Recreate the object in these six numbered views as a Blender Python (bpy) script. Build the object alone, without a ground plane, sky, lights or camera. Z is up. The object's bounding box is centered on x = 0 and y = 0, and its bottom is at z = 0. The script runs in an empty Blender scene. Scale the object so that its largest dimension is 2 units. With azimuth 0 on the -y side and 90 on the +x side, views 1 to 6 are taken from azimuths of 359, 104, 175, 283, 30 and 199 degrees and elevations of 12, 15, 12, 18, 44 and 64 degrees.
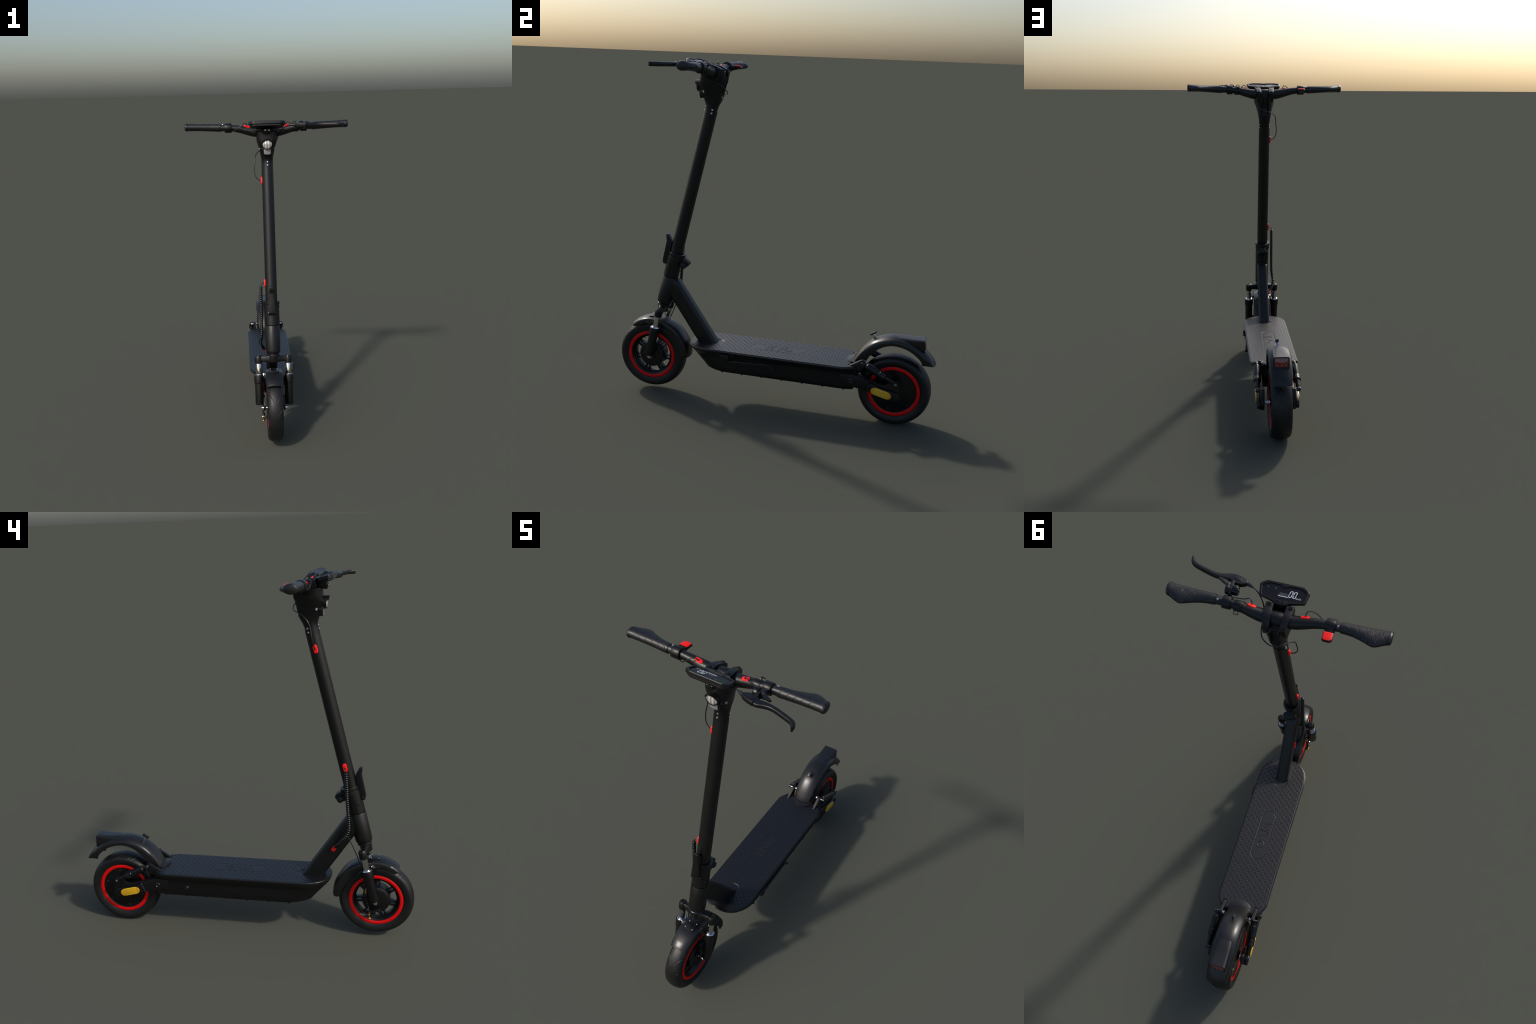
import bpy, bmesh, math, random
import numpy as np
from mathutils import Vector, Matrix
random.seed(7); np.random.seed(7)
pi = math.pi

# ------------------------------------------------------------------ materials
def mat(name, col, rough=0.5, metal=0.0, bump=0.0, bscale=400.0, var=0.0, coat=0.0, spec=0.5, coat_rough=0.1):
    m = bpy.data.materials.new(name); m.use_nodes = True
    nt = m.node_tree; b = nt.nodes["Principled BSDF"]
    b.inputs["Roughness"].default_value = rough
    b.inputs["Metallic"].default_value = metal
    b.inputs["Specular IOR Level"].default_value = spec
    b.inputs["Coat Weight"].default_value = coat
    b.inputs["Coat Roughness"].default_value = coat_rough
    b.inputs["Base Color"].default_value = (*col, 1)
    if bump or var:
        tc = nt.nodes.new("ShaderNodeTexCoord")
        n = nt.nodes.new("ShaderNodeTexNoise"); n.inputs["Scale"].default_value = bscale
        n.inputs["Detail"].default_value = 3
        nt.links.new(tc.outputs["Object"], n.inputs["Vector"])
        if bump:
            bp = nt.nodes.new("ShaderNodeBump"); bp.inputs["Strength"].default_value = bump
            bp.inputs["Distance"].default_value = 0.001
            nt.links.new(n.outputs["Fac"], bp.inputs["Height"])
            nt.links.new(bp.outputs["Normal"], b.inputs["Normal"])
        if var:
            n2 = nt.nodes.new("ShaderNodeTexNoise"); n2.inputs["Scale"].default_value = 14
            nt.links.new(tc.outputs["Object"], n2.inputs["Vector"])
            r = nt.nodes.new("ShaderNodeValToRGB")
            r.color_ramp.elements[0].position = 0.3; r.color_ramp.elements[1].position = 0.7
            r.color_ramp.elements[0].color = (*[c*(1-var) for c in col], 1)
            r.color_ramp.elements[1].color = (*[c*(1+var) for c in col], 1)
            nt.links.new(n2.outputs["Fac"], r.inputs["Fac"])
            nt.links.new(r.outputs["Color"], b.inputs["Base Color"])
    return m

PAINT = mat("black_powder_coat", (.0034, .0033, .0032), .40, bump=.08, bscale=900, var=.08, spec=.46)
PLASTIC = mat("black_plastic", (.0036, .0036, .0037), .39, bump=.06, bscale=700, var=.08, spec=.40)
FENDER = mat("fender_plastic", (.0070, .0068, .0070), .33, bump=.05, bscale=600, var=.06)
GLOSS = mat("gloss_black", (.0040, .0040, .0044), .27, bump=.03, bscale=300, spec=.4)
RUBBER = mat("tyre_rubber", (.0070, .0070, .0072), .46, bump=.12, bscale=500, var=.12, spec=.40)
GRIP = mat("grip_rubber", (.0080, .0080, .0086), .42, bump=.10, bscale=600, var=.08)
MAT_RUBBER = mat("deck_rubber", (.0030, .0029, .0037), .39, bump=.15, bscale=450, var=.12, spec=.62)
MAT_DULL = mat("deck_recess_shading", (.0125, .0121, .0136), .70, bump=.2, bscale=450, spec=.16)
RED = mat("red_rim_paint", (.64, .0025, .0025), .45, var=.04, spec=.25)
REDP = mat("red_plastic", (.90, .010, .010), .38, var=.04, spec=.4)
CHROME = mat("chrome", (.72, .72, .73), .10, 1.0)
STEEL = mat("zinc_steel", (.55, .57, .60), .24, 1.0, bump=.1, bscale=300)
DARKSTEEL = mat("dark_steel", (.06, .06, .065), .30, 0.9, bump=.1, bscale=300)
BRASS = mat("brass", (.62, .42, .13), .26, 1.0)
SCREEN = mat("screen_glass", (.0035, .0040, .0055), .34, spec=.35)
RECESS_BLACK = mat("recess_black", (.002, .002, .002), .5, spec=.2)  # near-black that puts the dark of slits and bolt sockets into colour
WHITE = mat("display_white", (.62, .63, .68), .5)
DIM = mat("display_grey", (.16, .16, .18), .5)
GREEN = mat("display_green", (.03, .30, .10), .5)

def wave_mat(name, c1, c2, scale, rough, metal, direction, coat=.6, dist=.002, axis_rot=(0, 0, 0)):
    m = mat(name, c1, rough, metal, coat=coat)
    nt = m.node_tree; b = nt.nodes["Principled BSDF"]
    tc = nt.nodes.new("ShaderNodeTexCoord"); mp = nt.nodes.new("ShaderNodeMapping")
    mp.inputs["Rotation"].default_value = axis_rot
    w = nt.nodes.new("ShaderNodeTexWave"); w.bands_direction = direction
    w.inputs["Scale"].default_value = scale
    r = nt.nodes.new("ShaderNodeValToRGB")
    r.color_ramp.elements[0].color = (*c1, 1); r.color_ramp.elements[1].color = (*c2, 1)
    bp = nt.nodes.new("ShaderNodeBump"); bp.inputs["Distance"].default_value = dist; bp.inputs["Strength"].default_value = .7
    nt.links.new(tc.outputs["Object"], mp.inputs["Vector"]); nt.links.new(mp.outputs["Vector"], w.inputs["Vector"])
    nt.links.new(w.outputs["Fac"], r.inputs["Fac"]); nt.links.new(r.outputs["Color"], b.inputs["Base Color"])
    nt.links.new(w.outputs["Fac"], bp.inputs["Height"]); nt.links.new(bp.outputs["Normal"], b.inputs["Normal"])
    return m
LENS = wave_mat("headlamp_lens", (.38, .36, .32), (.86, .86, .85), 17, .18, .45, 'X', coat=1.0, dist=.002)
CLEARREF = wave_mat("clear_reflector", (.22, .20, .22), (.62, .60, .63), 60, .2, .3, 'X')
AMBER = wave_mat("amber_reflector", (.92, .56, .008), (.55, .27, .004), 50, .22, .0, 'Z', coat=.8, axis_rot=(.25, 0, 0))
AMBER_END = mat("amber_plain", (.62, .30, .006), .2, coat=.8)
TAIL = wave_mat("tail_lens", (.10, .004, .005), (.22, .008, .009), 40, .15, 0, 'X', coat=1.0, dist=.001)

# ------------------------------------------------------------------ helpers
ROOT = bpy.data.objects.new("electric_scooter", None)
bpy.context.scene.collection.objects.link(ROOT)
ROOT["label"] = "black folding electric scooter with red rim rings"
ROOT["category"] = "electric scooter"

def link(ob, parent):
    bpy.context.scene.collection.objects.link(ob)
    ob.parent = parent if parent else ROOT
    return ob

def mobj(name, V, F, material, parent=None, ang=35, bevel=0.0, seg=2, bang=30, weld=1e-6):
    me = bpy.data.meshes.new(name)
    me.from_pydata([tuple(map(float, v)) for v in V], [], [tuple(int(i) for i in f) for f in F])
    bm = bmesh.new(); bm.from_mesh(me)
    if weld: bmesh.ops.remove_doubles(bm, verts=bm.verts, dist=weld)
    bmesh.ops.recalc_face_normals(bm, faces=bm.faces)
    if bevel > 0:
        ed = [e for e in bm.edges if len(e.link_faces) == 2 and e.calc_face_angle(0) > math.radians(bang)]
        bmesh.ops.bevel(bm, geom=ed, offset=bevel, segments=seg, profile=.5, affect='EDGES', clamp_overlap=True)
    bm.to_mesh(me); bm.free()
    for p in me.polygons: p.use_smooth = True
    me.set_sharp_from_angle(angle=math.radians(ang))
    me.materials.append(material)
    return link(bpy.data.objects.new(name, me), parent)

def copy_obj(ob, name, parent, matrix):
    o = ob.copy(); o.name = name
    bpy.context.scene.collection.objects.link(o); o.parent = parent; o.matrix_local = matrix
    return o

def grid_faces(nu, nv, closed_u=False, closed_v=False, base=0):
    F = []
    for i in range(nu if closed_u else nu-1):
        for j in range(nv if closed_v else nv-1):
            a, b = i, (i+1) % nu; c, d = j, (j+1) % nv
            F.append((base+a*nv+c, base+b*nv+c, base+b*nv+d, base+a*nv+d))
    return F

def loft(name, rings, material, parent=None, caps=True, **k):
    n = len(rings[0]); V = [p for r in rings for p in r]
    F = grid_faces(len(rings), n, closed_v=True)
    if caps:
        F.append(tuple(range(n))); F.append(tuple((len(rings)-1)*n+i for i in range(n)))
    return mobj(name, V, F, material, parent, **k)

def basis(axis):
    a = Vector(axis).normalized()
    t = Vector((0, 0, 1)) if abs(a.z) < .9 else Vector((0, 1, 0))
    u = a.cross(t).normalized(); v = a.cross(u)
    return a, u, v

def lathe(name, prof, origin, axis, material, parent=None, seg=48, **k):
    a, u, v = basis(axis); o = Vector(origin)
    rings = []
    for r, h in prof:
        r = max(r, 1e-5)
        rings.append([o + a*h + (u*math.cos(2*pi*i/seg) + v*math.sin(2*pi*i/seg))*r for i in range(seg)])
    return loft(name, rings, material, parent, weld=2e-5 if min(p[0] for p in prof) < 1e-4 else 1e-6, **k)

def cyl(name, p0, p1, r, material, parent=None, seg=32, bevel=.001, r1=None, **k):
    p0, p1 = Vector(p0), Vector(p1); L = (p1-p0).length; r1 = r if r1 is None else r1
    b = min(bevel, L*.4, r*.5)
    return lathe(name, [(0, 0), (r-b, 0), (r-.3*b, .3*b), (r, b), (r1, L-b), (r1-.3*b, L-.3*b), (r1-b, L), (0, L)], p0, p1-p0, material, parent, seg, **k)

def catmull(pts, n):
    P = np.array(pts, float)
    P = np.vstack([2*P[0]-P[1], P, 2*P[-1]-P[-2]])
    out = []
    m = len(P)-3
    for k in range(m):
        for t in np.linspace(0, 1, n, endpoint=False):
            p0, p1, p2, p3 = P[k:k+4]
            out.append(.5*((2*p1)+(-p0+p2)*t+(2*p0-5*p1+4*p2-p3)*t*t+(-p0+3*p1-3*p2+p3)*t**3))
    out.append(P[-2]); return np.array(out)

def tube(name, pts, rad, material, parent=None, seg=16, n=10, smooth=True, up=None, flat=1.0, **k):
    """sweep; rad is a number, list per control point, or function of arc length"""
    P = np.array(pts, float)
    if smooth:
        if isinstance(rad, (list, tuple)):
            Q = catmull(np.hstack([P, np.array(rad)[:, None]]), n); C, R = Q[:, :3], Q[:, 3]
        else: C = catmull(P, n); R = None
    else: C, R = P, (np.array(rad) if isinstance(rad, (list, tuple)) else None)
    L = np.concatenate([[0], np.cumsum(np.linalg.norm(np.diff(C, axis=0), axis=1))])
    if callable(rad):
        m = max(len(C), int(L[-1]/rad.step)); s = np.linspace(0, L[-1], m)
        C = np.stack([np.interp(s, L, C[:, i]) for i in range(3)], 1); L = s
        R = np.array([rad(x) for x in s])
    if R is None: R = np.full(len(C), float(rad))
    T = np.gradient(C, axis=0); T /= np.linalg.norm(T, axis=1)[:, None]
    u = np.array(up, float) if up is not None else np.array(basis(T[0])[1])
    rings = []
    for i in range(len(C)):
        u = u - T[i]*(u@T[i]); u /= np.linalg.norm(u); v = np.cross(T[i], u)
        rings.append([C[i]+(u*math.cos(2*pi*j/seg)*flat+v*math.sin(2*pi*j/seg))*R[i] for j in range(seg)])
        if up is not None: u = np.array(up, float)
    return loft(name, rings, material, parent, **k)

def prism(name, poly, fmap, w0, w1, material, parent=None, bevel=.001, seg=2, **k):
    n = len(poly)
    V = [fmap(u, v, w0) for u, v in poly] + [fmap(u, v, w1) for u, v in poly]
    F = [tuple(range(n)), tuple(range(n, 2*n))] + [(i, (i+1) % n, n+(i+1) % n, n+i) for i in range(n)]
    return mobj(name, V, F, material, parent, bevel=bevel, seg=seg, **k)

YZ = lambda u, v, w: (w, u, v)          # outline in the side plane, extruded along x

def box(name, c, s, material, parent=None, rot=None, bevel=.001, seg=2):
    V = []
    for dx in (-.5, .5):
        for dy in (-.5, .5):
            for dz in (-.5, .5):
                p = Vector((dx*s[0], dy*s[1], dz*s[2]))
                if rot is not None: p = rot @ p
                V.append(p+Vector(c))
    F = [(0, 1, 3, 2), (4, 6, 7, 5), (0, 4, 5, 1), (2, 3, 7, 6), (0, 2, 6, 4), (1, 5, 7, 3)]
    return mobj(name, V, F, material, parent, bevel=bevel, seg=seg)

def rounded(poly, r, n=5):
    """round the corners of a 2D polygon"""
    out = []; m = len(poly)
    for i in range(m):
        p = np.array(poly[i]); a = np.array(poly[i-1]); b = np.array(poly[(i+1) % m])
        da, db = a-p, b-p; la, lb = np.linalg.norm(da), np.linalg.norm(db)
        rr = min(r, la*.45, lb*.45); s, e = p+da/la*rr, p+db/lb*rr
        for t in np.linspace(0, 1, n): out.append(tuple((1-t)**2*s+2*t*(1-t)*p+t*t*e))
    return out

def pill(c, L, w, ang=0, n=10):
    """stadium outline: overall length L, width w"""
    r = w/2; h = L/2-r; out = []
    for sx, a0 in ((1, -pi/2), (-1, pi/2)):
        for i in range(n+1):
            a = a0+pi*i/n; x, y = sx*h+r*math.cos(a), r*math.sin(a)
            out.append((c[0]+x*math.cos(ang)-y*math.sin(ang), c[1]+x*math.sin(ang)+y*math.cos(ang)))
    return out

def sgnpow(c, e): return math.copysign(abs(c)**e, c)
def superring(cx, cy, z, hx, hy, n=2.5, N=64):
    return [(cx+hx*sgnpow(math.cos(2*pi*i/N), 2/n), cy+hy*sgnpow(math.sin(2*pi*i/N), 2/n), z) for i in range(N)]

# steering axis -----------------------------------------------------
TH = math.radians(13.38)
AX = Vector((0, math.sin(TH), math.cos(TH)))     # up the column
NF = Vector((0, -math.cos(TH), math.sin(TH)))    # forward, square to it
def axy(z): return -.4235+.238*(z-1.6235)
def St(s, f=0.0, x=0.0):                          # point on the column at height s
    return Vector((x, axy(s), s)) + NF*f
SA = lambda u, v, w: Vector((w, 0, 0))+St(v, u)   # side plane in steering frame

def screw(p, axis, r, h, material, parent, name="screw"):
    return lathe(name, [(0, h*.55), (r*.35, h*.55), (r*.42, h*.95), (r*.75, h), (r, h*.55), (r, -h)], p, axis, material, parent, seg=20)

# ------------------------------------------------------------------ wheels
def tyre(name, c, R, hw, r_in, parent):
    sec = [(r_in, hw*.80), (r_in+.004, hw*.88), (r_in+.016, hw*.965), (r_in+.028, hw), (R-.020, hw*.975), (R-.011, hw*.84),
           (R-.0045, hw*.60), (R-.0012, hw*.32), (R, 0)]
    S = catmull(sec, 7)
    S = np.vstack([S, S[-2::-1]*[1, 1]]); h = len(S)//2
    S[h+1:, 1] *= -1
    nu = 1040; V = []; pitch = 14
    x = S[:, 1]; tread = np.clip((S[:, 0]-(R-.022))/.004, 0, 1)
    for i in range(nu):
        a = 2*pi*i/nu
        ph = (a/(2*pi)*pitch) % 1.0
        q = np.clip(np.abs(x)/hw, 0, 1)
        d = np.zeros_like(x)
        # long curved groove sweeping from shoulder to near the centre, short sipe beside it
        line = .20+.80*(1-q)**1.5
        for k in (-1, 0, 1):
            dist = np.abs(ph+k-line)*2*pi*R/pitch
            d = np.maximum(d, np.clip(1-dist/.0026, 0, 1)*((q > .16) & (q < .94)))
            dist2 = np.abs(ph+k-(line-.22))*2*pi*R/pitch
            d = np.maximum(d, .8*np.clip(1-dist2/.0028, 0, 1)*((q > .74) & (q < .95)))
        r = S[:, 0]-.0030*d*tread
        V += [(c[0]+xx, c[1]+rr*math.cos(a), c[2]+rr*math.sin(a)) for xx, rr in zip(x, r)]
    F = grid_faces(nu, len(S), closed_u=True, closed_v=True)
    return mobj(name, V, F, RUBBER, parent, ang=60)

def ring(name, c, prof, material, parent, seg=128, **k):
    """closed revolved section about the wheel axis; prof = (r, x)"""
    V = []; n = len(prof)
    for i in range(seg):
        a = 2*pi*i/seg
        V += [(c[0]+x, c[1]+r*math.cos(a), c[2]+r*math.sin(a)) for r, x in prof]
    return mobj(name, V, grid_faces(seg, n, True, True), material, parent, **k)

FC = (0, -.744, .2305); RC = (-.0085, .7315, .208); RT = .208
# front wheel: rim is the part, everything else hangs on it
rim = ring("wheel", FC, [(.152, -.039), (.152, .039), (.132, .040), (.128, .034), (.121, .030), (.118, .022), (.112, .018), (.112, -.018), (.118, -.022), (.121, -.030), (.128, -.034), (.132, -.040)], PLASTIC, None, bevel=.001)
tyre("tyre", FC, RT, .0470, .149, rim)
for s in (1, -1):
    ring("rim_ring", FC, [(.1495, s*.034), (.1495, s*.0405), (.146, s*.0425), (.134, s*.0425), (.1305, s*.0405), (.1305, s*.034)], RED, rim)
lathe("hub", [(.0, -.046), (.058, -.046), (.066, -.044), (.0755, -.041), (.077, -.037), (.077, .036), (.0755, .039), (.060, .041), (.030, .042), (.028, .047), (0, .047)], FC, (1, 0, 0), PLASTIC, rim, seg=72, bevel=.0008)
def spoke_shape():
    V = []; F = []
    sec = [(-.0034, -.021), (.0034, -.021), (.0034, .021), (-.0034, .021)]
    for rr, k in ((.070, 1.15), (.092, .9), (.116, 1.1)):
        V += [(x*(.95 if rr < .1 else .8), rr, t*k) for t, x in sec]
    F = grid_faces(3, 4, closed_v=True)+[(0, 1, 2, 3), (8, 9, 10, 11)]
    return V, F
sv, sf = spoke_shape()
first = None
for k in range(7):
    a0 = math.radians(43+360/7*k)
    for off in (-.0105, .0105):
        M = Matrix.Translation(FC) @ Matrix.Rotation(a0, 4, 'X') @ Matrix.Translation((0, 0, off))
        if first is None:
            first = mobj("spoke", sv, sf, PLASTIC, rim, bevel=.0015); first.matrix_local = M
        else:
            o = first.copy(); bpy.context.scene.collection.objects.link(o); o.matrix_local = M
for s in (1, -1):
    lathe("axle_nut", [(.0, .085), (.006, .085), (.0075, .082), (.011, .081), (.0125, .078), (.0125, .068), (.017, .067), (.017, .061), (0, .060)], (FC[0], FC[1], FC[2]), (s, 0, 0), CHROME, rim, seg=24)
cyl("axle", (-.07, FC[1], FC[2]), (.07, FC[1], FC[2]), .009, STEEL, rim)
cyl("valve", (-.018, FC[1]-.075, FC[2]+.085), (-.024, FC[1]-.066, FC[2]+.075), .004, BRASS, rim, seg=12)

# rear wheel with motor hub
rim2 = ring("wheel", RC, [(.152, -.047), (.152, .047), (.132, .048), (.127, .044), (.120, .036), (.120, -.036), (.127, -.044), (.132, -.048)], PLASTIC, None, bevel=.001)
tyre("tyre", RC, RT, .0590, .149, rim2)
for s in (1, -1):
    ring("rim_ring", RC, [(.1495, s*.040), (.1495, s*.0485), (.146, s*.0505), (.134, s*.0505), (.1295, s*.0485), (.1295, s*.040)], RED, rim2)
hub2 = lathe("motor_hub", [(0, -.054), (.026, -.054), (.030, -.051), (.045, -.0490), (.110, -.0445), (.124, -.0430), (.127, -.038), (.127, .038), (.124, .0430), (.110, .0445), (.045, .0490), (.030, .051), (.026, .054), (0, .054)], RC, (1, 0, 0), GLOSS, rim2, seg=96, ang=25)
for s in (1, -1):
    for k in range(6):
        a = math.radians(18+60*k)
        cy, cz = RC[1]+.112*math.cos(a), RC[2]+.112*math.sin(a)
        screw((RC[0]+s*.0430, cy, cz), (s, 0, 0), .0055, .003, DARKSTEEL, hub2)
        d = Vector((0, math.cos(a), math.sin(a))); t = Vector((0, -math.sin(a), math.cos(a)))
        c0 = Vector(RC)
        V = []
        for rr, xx in ((.055, .0475), (.100, .0447)):
            for tt, dz in ((-.0022, -.002), (.0022, -.002), (.0012, .0018), (-.0012, .0018)):
                V.append(c0+d*rr+t*tt+Vector((s*(xx+dz), 0, 0)))
        mobj("rib", V, grid_faces(2, 4, closed_v=True)+[(0, 1, 2, 3), (4, 5, 6, 7)], GLOSS, hub2)
cyl("axle", (-.105, RC[1], RC[2]), (.105, RC[1], RC[2]), .0085, STEEL, rim2)
for s in (1, -1):
    lathe("axle_nut", [(0, .076), (.012, .076), (.013, .073), (.013, .066), (.019, .065), (.019, .062), (0, .062)], RC, (s, 0, 0), STEEL, rim2, seg=6)

# ------------------------------------------------------------------ fork
V = []; F = []
rings = []
for x, w0, w1, zt, zb in ((-.094, -.028, .008, .549, .511), (-.075, -.024, .006, .549, .515), (-.045, -.024, .014, .552, .512), (-.030, -.026, .022, .556, .509), (0, -.030, .028, .557, .508), (.030, -.026, .022, .556, .509), (.045, -.024, .014, .552, .512), (.075, -.024, .006, .549, .515), (.094, -.028, .008, .549, .511)):
    rings.append([St((zt+zb)/2+(zt-zb)/2*sgnpow(math.sin(2*pi*i/32), 2/3.6), (w0+w1)/2+(w1-w0)/2*sgnpow(math.cos(2*pi*i/32), 2/3.6), x) for i in range(32)])
fork = loft("fork_crown", rings, PLASTIC, None, ang=50)
cyl("steerer", St(.512, .0), St(.60, .004), .033, PLASTIC, fork, bevel=.002)
lathe("crown_race", [(.0, 0), (.040, 0), (.040, .006), (.034, .012), (0, .012)], St(.553), AX, DARKSTEEL, fork)
DZ = math.cos(TH)
for s in (1, -1):
    leg = lathe("fork_leg", [(0, 0), (.020, 0), (.0245, .003), (.0255, .008), (.0260, .125), (.0262, .134), (.0295, .137), (.0302, .142), (.0302, .180), (.029, .186), (.0265, .188), (.022, .1875), (.0, .1875)],
                St(.252, -.002, s*.0935)+NF*(-.008), AX, PLASTIC, fork, seg=48)
    cyl("stanchion", St(.41, -.010, s*.0935), St(.535, -.010, s*.0935), .0178, CHROME, leg, seg=40)
    lathe("leg_collar", [(.0185, 0), (.026, 0), (.0265, .002), (.024, .006), (.0185, .0062)], St(.4310, -.010, s*.0935), AX, CHROME, leg, caps=False)
    lathe("leg_cap", [(0, 0), (.0185, 0), (.0213, .002), (.0222, .006), (.0226, .034), (.021, .043), (.017, .050), (.010, .0515), (.009, .049), (.0, .049)], St(.503, -.010, s*.0935), AX, PLASTIC, fork, seg=40)
    # dropout tab that carries the axle
    prism("dropout", rounded([(-.764, .252), (-.722, .300), (-.700, .300), (-.726, .225), (-.744, .212), (-.762, .218)], .008), YZ, s*.058, s*.068, PLASTIC, leg, bevel=.001)
    box("reflector_clip", (s*.062, -.726, .442), (.012, .016, .018), STEEL if s < 0 else PLASTIC, leg, rot=Matrix.Rotation(-.4, 3, 'X'))

# ------------------------------------------------------------------ fenders
def arch(name, spine, material, parent=None, th=.0035, N=26, **k):
    """spine: list of (y, z, normal angle deg, half width, flange drop, crown drop)"""
    Q = catmull(spine, 8); outer = []; inner = []
    for y, z, a, hw, fl, cd in Q:
        a = math.radians(a); n = np.array([0, math.cos(a), math.sin(a)]); o = np.array([0, y, z])
        ro, ri = [], []
        for j in range(N+1):
            t = -1+2*j/N; at = abs(t)
            if at < .72: q = at/.72; x = hw*(.965*q); d = cd*q**2.6
            else:
                q = (at-.72)/.28
                x = hw*(.965+.035*min(1, q*3.2)); d = cd+.002*min(1, q*8)+(fl-.002)*q**1.1
            x *= 1 if t >= 0 else -1
            p = o-n*d+np.array([x, 0, 0]); ro.append(p)
            sx = np.array([-math.copysign(1, x)*th*min(1, max(0, (at-.66)/.15)), 0, 0])
            ri.append(p+sx-n*th*max(0, 1-max(0, (at-.8)/.2)))
        outer.append(ro); inner.append(ri)
    rings = [ro+ri[::-1] for ro, ri in zip(outer, inner)]
    return loft(name, rings, material, parent, ang=40, **k)

def fpt(deg, R, hw, fl, cd):
    a = math.radians(deg); return (FC[1]+R*math.cos(a), FC[2]+R*math.sin(a), deg, hw, fl, cd)
fender = arch("fender", [fpt(3, .2410, .053, .018, .012), fpt(8, .243, .058, .038, .011), fpt(22, .246, .060, .044, .010), fpt(45, .246, .060, .042, .010), fpt(62, .244, .059, .032, .010),
                         fpt(78, .241, .057, .020, .009), fpt(92, .241, .057, .022, .009), fpt(102, .240, .056, .030, .010), fpt(112, .236, .054, .029, .012), fpt(119, .232, .051, .020, .013), fpt(123, .229, .049, .012, .013)], FENDER)
box("mount_plate", (0, -.735, .4720), (.060, .056, .008), FENDER, fender, rot=Matrix.Rotation(math.radians(-2), 3, 'X'), bevel=.003)
for x in (-.022, .022):
    for y in (-.756, -.714):
        screw((x, y, .4762), (0, 0, 1), .0038, .002, STEEL, fender)
for s in (1, -1):
    prism("fender_stay", rounded([(-.770, .446), (-.704, .450), (-.696, .430), (-.725, .424), (-.760, .425)], .006), YZ, s*.053, s*.062, FENDER, fender, bevel=.002)
    screw((s*.062, -.735, .437), (s, 0, 0), .005, .003, DARKSTEEL, fender)

# rear fender -----------------------------------------------------------
FX = -.007
RF = [(.483, .350, 150, .055, .060, .013), (.500, .390, 147, .058, .056, .014), (.534, .440, 140, .061, .045, .015), (.582, .487, 127, .064, .038, .017), (.636, .515, 112, .0645, .029, .018), (.695, .530, 98, .065, .026, .018),
      (.750, .529, 84, .065, .026, .018), (.810, .514, 69, .065, .027, .018), (.862, .486, 56, .0645, .030, .017), (.905, .450, 46, .064, .034, .016), (.934, .418, 26, .0605, .047, .014), (.9515, .3895, -2, .058, .049, .012)]
rfender = arch("fender", RF, FENDER, th=.004)
# tail lamp housing grows out of the crown
rings = []
for y, zt, zb, hw, n in ((.660, .5165, .500, .022, 2.2), (.700, .5275, .505, .032, 2.4), (.740, .5310, .500, .040, 3.2), (.780, .5305, .492, .0430, 4.2), (.815, .5300, .482, .0440, 5.5), (.850, .5310, .472, .0440, 7), (.880, .5325, .462, .0445, 9)):
    yy = y
    rings.append([(hw*sgnpow(math.cos(2*pi*i/56), 2/n), yy+.008*(1 if y > .87 else 0)*(.5-.5*math.sin(2*pi*i/56)), (zt+zb)/2+(zt-zb)/2*sgnpow(math.sin(2*pi*i/56), 2/n)) for i in range(56)])
lamp_housing = loft("lamp_housing", rings, FENDER, rfender, ang=40)
prism("tail_lamp", rounded([(-.037, .478), (.037, .478), (.037, .527), (-.037, .527)], .005), lambda u, v, w: (u, w+.15*(.54-v), v), .876, .8815, TAIL, rfender, bevel=.0012)
TAIL_EL = mat("tail_element", (.6, .12, .12), .2)
for k in (-1, 0, 1):
    prism("lamp_element", pill((k*.022, .488), .012, .004, .5), lambda u, v, w: (u, w+.15*(.54-v), v), .8815, .8825, TAIL_EL, rfender, bevel=0)
# foot plate that seats the fender on the deck
prism("fender_foot", rounded([(-.064, .506), (-.058, .478), (-.035, .460), (0, .4535), (.035, .460), (.058, .478), (.064, .506), (.055, .54), (-.055, .54)], .010), lambda u, v, w: (u, v, w), .3565, .3645, FENDER, rfender, bevel=.0025)
# catch for the folded handlebar
a = math.radians(33); Rm = Matrix.Rotation(a, 3, 'X')
clip = box("fold_hook", (0, .590, .5270), (.019, .040, .010), PLASTIC, rfender, rot=Rm, bevel=.002)
box("hook_post", (0, .598, .508), (.013, .014, .032), STEEL, clip, rot=Rm)
box("hook_base", (0, .597, .4910), (.018, .034, .007), PLASTIC, clip, rot=Rm)

# ------------------------------------------------------------------ deck
def deck_w(y, hw, yf, yr, rf, rr, taper=.0):
    """half width of a rounded plan at y"""
    if y < yf+rf:
        q = min(1, (yf+rf-y)/rf); return hw*(1-q**2.6)**(1/2.3)
    if y > yr-rr:
        q = min(1, (y-(yr-rr))/rr); return hw-taper*q**1.5
    return hw

def plan_ring(z, hw, yf, yr, rf, rr, taper, N=40, dy=0):
    ys = []
    for i in range(N+1):
        t = i/N; ys.append(yf+rf*(1-math.cos(t*pi/2))*1.0)
    ys += list(np.linspace(yf+rf, yr-rr, 30)[1:-1]) + list(np.linspace(yr-rr, yr, 14))
    R = [(deck_w(y, hw, yf, yr, rf, rr, taper), y+dy, z) for y in ys]
    return R + [(-x, y, zz) for x, y, zz in R[::-1] if x > 1e-6]

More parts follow.
